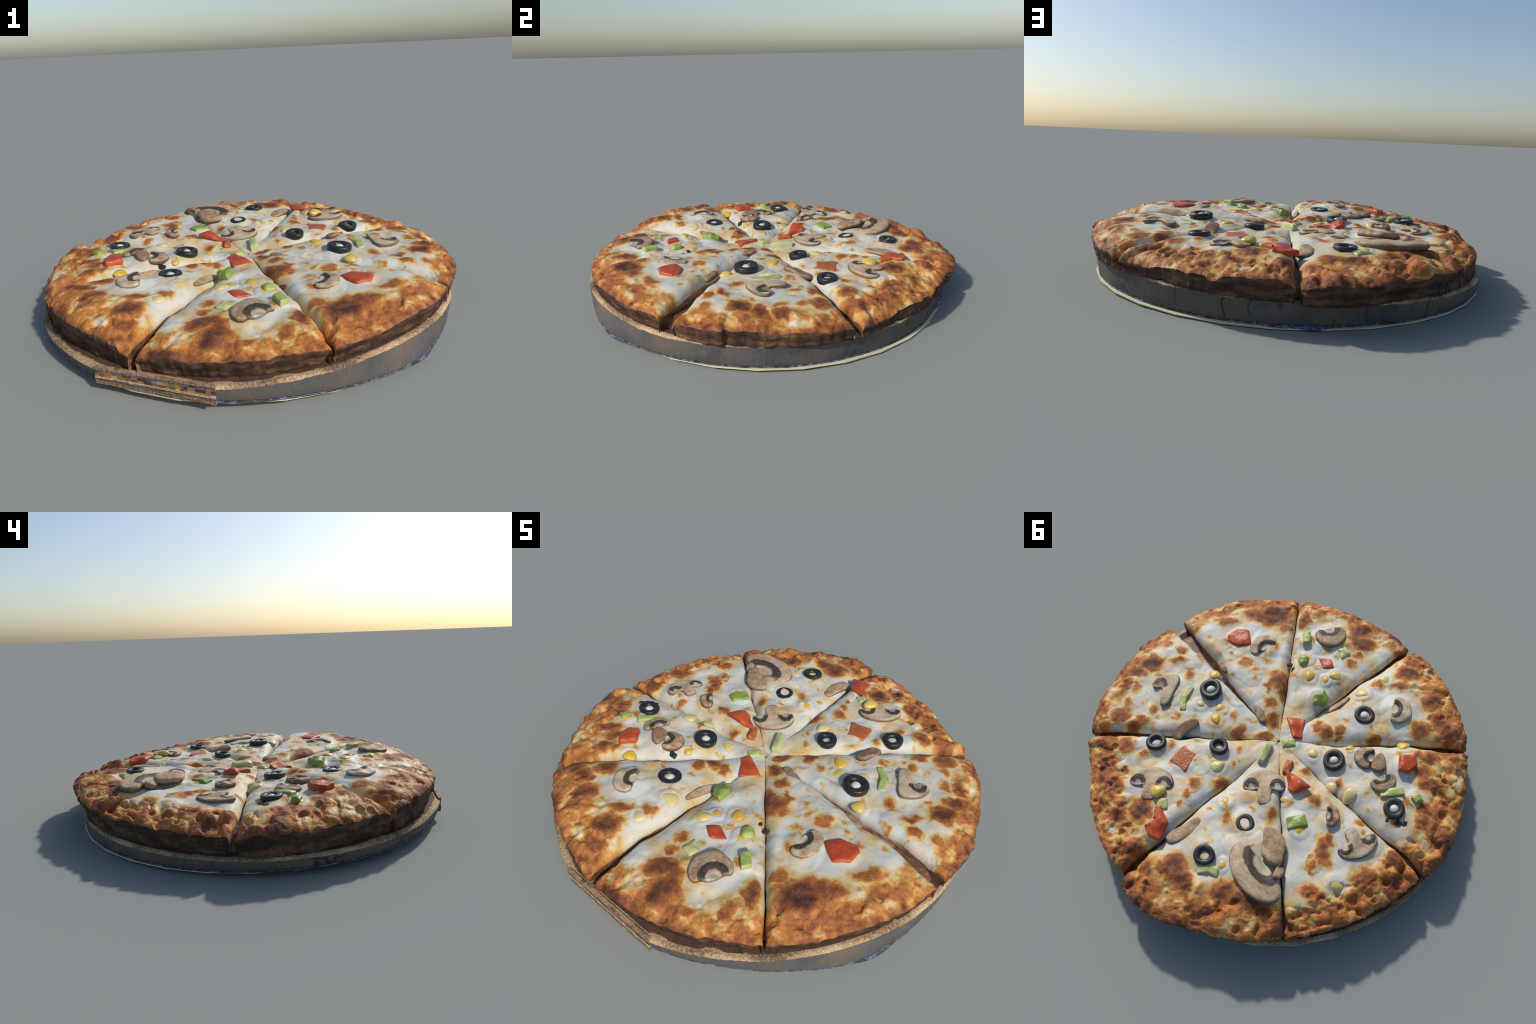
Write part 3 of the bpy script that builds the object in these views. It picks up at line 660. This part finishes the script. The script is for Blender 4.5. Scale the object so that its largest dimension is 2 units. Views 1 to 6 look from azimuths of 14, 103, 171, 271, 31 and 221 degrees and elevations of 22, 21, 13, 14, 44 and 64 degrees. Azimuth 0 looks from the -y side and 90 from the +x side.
def side_wood():
    m = Nodes('board_side_wood'); z = m.split(m.obj)[2]
    n = m.noise(5, 4, .55); f = m.noise(70, 3, coord=m.mapping(m.obj, scale=(1, 1, 2.5)))
    v = m.math('ADD', m.math('MULTIPLY', n, .8), m.math('MULTIPLY', f, .25))
    col = m.ramp(v, [(.34, (.070, .066, .068)), (.48, (.105, .098, .094)), (.60, (.135, .110, .090)), (.74, (.17, .135, .105))])
    seam = m.math('MULTIPLY', m.step(m.voronoi(3.0, coord=m.vec('ADD', m.vec('MULTIPLY', m.obj, (1, 1, .05)), m.vec('SCALE', m.noise(20, 2, color=True), .02)), feature='DISTANCE_TO_EDGE'), .010, .001), m.step(m.noise(4, 1), .5, .56))
    col = m.mix(m.math('MULTIPLY', seam, .8), col, (.03, .026, .024))
    return m.finish(col, .8, m.math('ADD', f, m.noise(160, 2)), .4, .005, .2)

def rim_wood():
    m = Nodes('board_rim_wood')
    f = m.noise(120, 3); n = m.noise(7, 3)
    col = m.ramp(m.math('ADD', m.math('MULTIPLY', f, .4), m.math('MULTIPLY', n, .6)), [(.38, (.13, .085, .055)), (.50, (.36, .235, .13)), (.64, (.60, .44, .26))])
    return m.finish(col, .8, f, .8, .006, .2)

TOPW, SIDEW, RIMW = top_wood(), side_wood(), rim_wood()
def ring_at(scale_in, zf, flare=0.0):
    nrm = -O / np.linalg.norm(O, axis=1)[:, None]
    az = np.degrees(np.arctan2(O[:, 1], O[:, 0])) % 360
    p = O + nrm * (scale_in - flare * np.exp(-((az - 322) / 14.0) ** 2))[:, None]
    return [(x, y, zf(np.array([x, y]), i)) for i, (x, y) in enumerate(p)]
def bands(rings, close_top=False, close_bottom=False):
    verts = [v for r in rings for v in r]; faces = []
    for k in range(len(rings) - 1):
        for j in range(NO):
            j2 = (j + 1) % NO
            faces.append((k * NO + j, k * NO + j2, (k + 1) * NO + j2, (k + 1) * NO + j))
    if close_bottom: faces.append(tuple(range(NO - 1, -1, -1)))
    if close_top: faces.append(tuple(range((len(rings) - 1) * NO, len(rings) * NO)))
    return verts, faces
zt = lambda p, i: board_top(p[0], p[1])
rough_edge = lambda i: .003 * float(perlin(np.array([i * .35]), np.array([.5]), 95)[0])
v_, f_ = bands([ring_at(.012, lambda p, i: board_bottom(p), .026), ring_at(.006, lambda p, i: board_bottom(p) + .012, .022),
                ring_at(.002, lambda p, i: .5 * board_bottom(p) + .5 * zt(p, i), .010), ring_at(.0, lambda p, i: zt(p, i) - .010 + rough_edge(i))], close_bottom=True)
side = make_object('board_side', v_, f_, SIDEW, board)
v_, f_ = bands([ring_at(.0, lambda p, i: zt(p, i) - .010 + rough_edge(i)), ring_at(.004, lambda p, i: zt(p, i) - .003 + .5 * rough_edge(i)), ring_at(.014 , lambda p, i: zt(p, i) + .5 * rough_edge(i + 40)), ring_at(.022, lambda p, i: zt(p, i))])
make_object('board_rim', v_, f_, RIMW, board)
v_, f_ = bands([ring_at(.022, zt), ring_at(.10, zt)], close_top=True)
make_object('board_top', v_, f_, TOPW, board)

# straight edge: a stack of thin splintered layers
def layer_mat(name, base, dark):
    m = Nodes(name); g = m.noise(30, 3, coord=m.mapping(m.obj, rot=(0, 0, math.radians(-7)), scale=(3.0, 1, .08)))
    return m.finish(m.ramp(g, [(.35, dark), (.5, base), (.7, tuple(min(1, c * 1.35) for c in base))]), .75, g, .4, .004, .2)
def collage_mat():
    m = Nodes('layer_speckle'); x = m.split(m.mapping(m.obj, rot=(0, 0, math.radians(-7.2))))
    cell = m.math('FLOOR', m.math('ADD', m.math('MULTIPLY', x[0], 46), m.math('MULTIPLY', m.noise(12, 1), 3)))
    row = m.math('FLOOR', m.math('MULTIPLY', x[2], 70))
    wn = m.add('ShaderNodeTexWhiteNoise', noise_dimensions='2D'); cb = m.add('ShaderNodeCombineXYZ')
    m.link(cell, cb.inputs[0]); m.link(row, cb.inputs[1]); m.link(cb.outputs[0], wn.inputs['Vector'])
    col = m.ramp(wn.outputs['Value'], [(0, (.05, .035, .03)), (.25, (.12, .07, .04)), (.45, (.38, .17, .04)), (.60, (.04, .05, .08)), (.72, (.50, .46, .38)), (.82, (.12, .16, .06)), (.90, (.10, .16, .36)), (.96, (.55, .30, .10))])
    return m.finish(col, .6)
LAYERS = [('splinter_layer', layer_mat('splinter_tan', (.34, .22, .13), (.10, .06, .045)), .112, .122, .003), ('splinter_layer', layer_mat('splinter_grey', (.16, .13, .12), (.03, .03, .04)), .104, .1118, .002),
          ('speckled_layer', collage_mat(), .078, .1035, .0), ('splinter_layer', layer_mat('splinter_pale', (.50, .36, .22), (.12, .08, .06)), .070, .0775, .003),
          ('splinter_layer', layer_mat('splinter_dark', (.10, .08, .085), (.02, .02, .03)), .063, .0695, .0015), ('splinter_layer', layer_mat('splinter_brown', (.26, .16, .10), (.06, .04, .03)), .046, .0625, .003)]
cd = (CH1 - CH0) / np.linalg.norm(CH1 - CH0); cn = np.array([cd[1], -cd[0]])
for nm, mt, z0, z1, out in LAYERS:
    verts, faces = [], []; K = 60
    for k in range(K + 1):
        f = k / K; p = CH0 + (CH1 - CH0) * f
        o = out * .6 + .0018 + .0015 * RNG.uniform(-1, 1) * (nm == 'splinter_layer')
        tz = .031 * (p[0]) - .003 * p[1] - .0031
        for dd in (-.012, o):
            for zz in (z0, z1): verts.append((*(p + cn * dd), zz + (tz if z1 > .1 else tz * .5) + .0008 * RNG.uniform(-1, 1)))
    for k in range(K):
        a = k * 4; b = a + 4
        faces += [(a + 2, b + 2, b + 3, a + 3), (a + 3, b + 3, b + 1, a + 1), (a, b, b + 2, a + 2), (a + 1, b + 1, b, a)]
    faces += [(0, 2, 3, 1), (K * 4 + 1, K * 4 + 3, K * 4 + 2, K * 4)]
    make_object(nm, verts, faces, mt, board, smooth=False)

# scraps of blue cloth sticking to the lower edge
def cloth_mat():
    m = Nodes('blue_cloth'); n = m.noise(40, 3)
    col = m.ramp(n, [(.40, (.045, .050, .065)), (.54, (.09, .115, .19)), (.68, (.17, .21, .34))])
    col = m.mix(m.step(m.noise(60, 2), .60, .66), col, (.09, .05, .028))
    return m.finish(col, .85, n, .4, .004, .15)
CLOTH = cloth_mat()
verts, faces = [], []
for j in range(NO):
    p = O[j]; az = math.degrees(math.atan2(p[1], p[0])) % 360; nrm = p / np.linalg.norm(p)
    on = 1.0
    skirt = .024 * math.exp(-((az - 322) / 14.0) ** 2)
    flare = .012 * math.exp(-((az - 326) / 5.0) ** 2) + .026 * math.exp(-((az - 86.5) / 3.2) ** 2) + .014 * math.exp(-((az - 79) / 3.0) ** 2)
    jag = .004 * float(perlin(np.array([j * .9]), np.array([.2]), 97)[0])
    zb_ = board_bottom(p)
    chord = ARC[j] is None
    h = 0.0005 if chord else .005 + .006 * float(perlin(np.array([j * .6]), np.array([3.2]), 98)[0])
    verts.append((*(p - nrm * (.0075 - skirt)), zb_ + h)); verts.append((*(p - nrm * (.007 - skirt)), zb_ + .3 * h - .001))
    verts.append((*(p + nrm * (flare + skirt + jag - .010)), zb_ - .004 - flare * .1 + jag)); verts.append((*(p - nrm * .03), zb_ - .006))
for j in range(NO):
    a = j * 4; b = ((j + 1) % NO) * 4
    for k in range(4): faces.append((a + k, b + k, b + (k + 1) % 4, a + (k + 1) % 4))
make_object('cloth_fringe', verts, faces, CLOTH, board)

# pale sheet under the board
m = Nodes('pale_sheet'); n = m.noise(6, 2)
SHEET = m.finish(m.ramp(n, [(.3, (.60, .55, .34)), (.7, (.66, .61, .40))]), .8, spec=.2)
K = 32; verts = []; faces = []
for up, rr in ((-.004, .954), (0.0, .954), (.002, .93), (.007, .90)):
    for k in range(K):
        a = 2 * math.pi * k / K + math.radians(-1.0)
        x, y = rr * math.cos(a), rr * math.sin(a) - .021
        verts.append((x, y, max(0.0, .0205 - .018 * y + up)))
for l in range(3):
    for k in range(K): faces.append((l * K + k, l * K + (k + 1) % K, (l + 1) * K + (k + 1) % K, (l + 1) * K + k))
faces.append(tuple(range(K - 1, -1, -1))); faces.append(tuple(range(3 * K, 4 * K)))
make_object('base_sheet', verts, faces, SHEET, board, smooth=False)
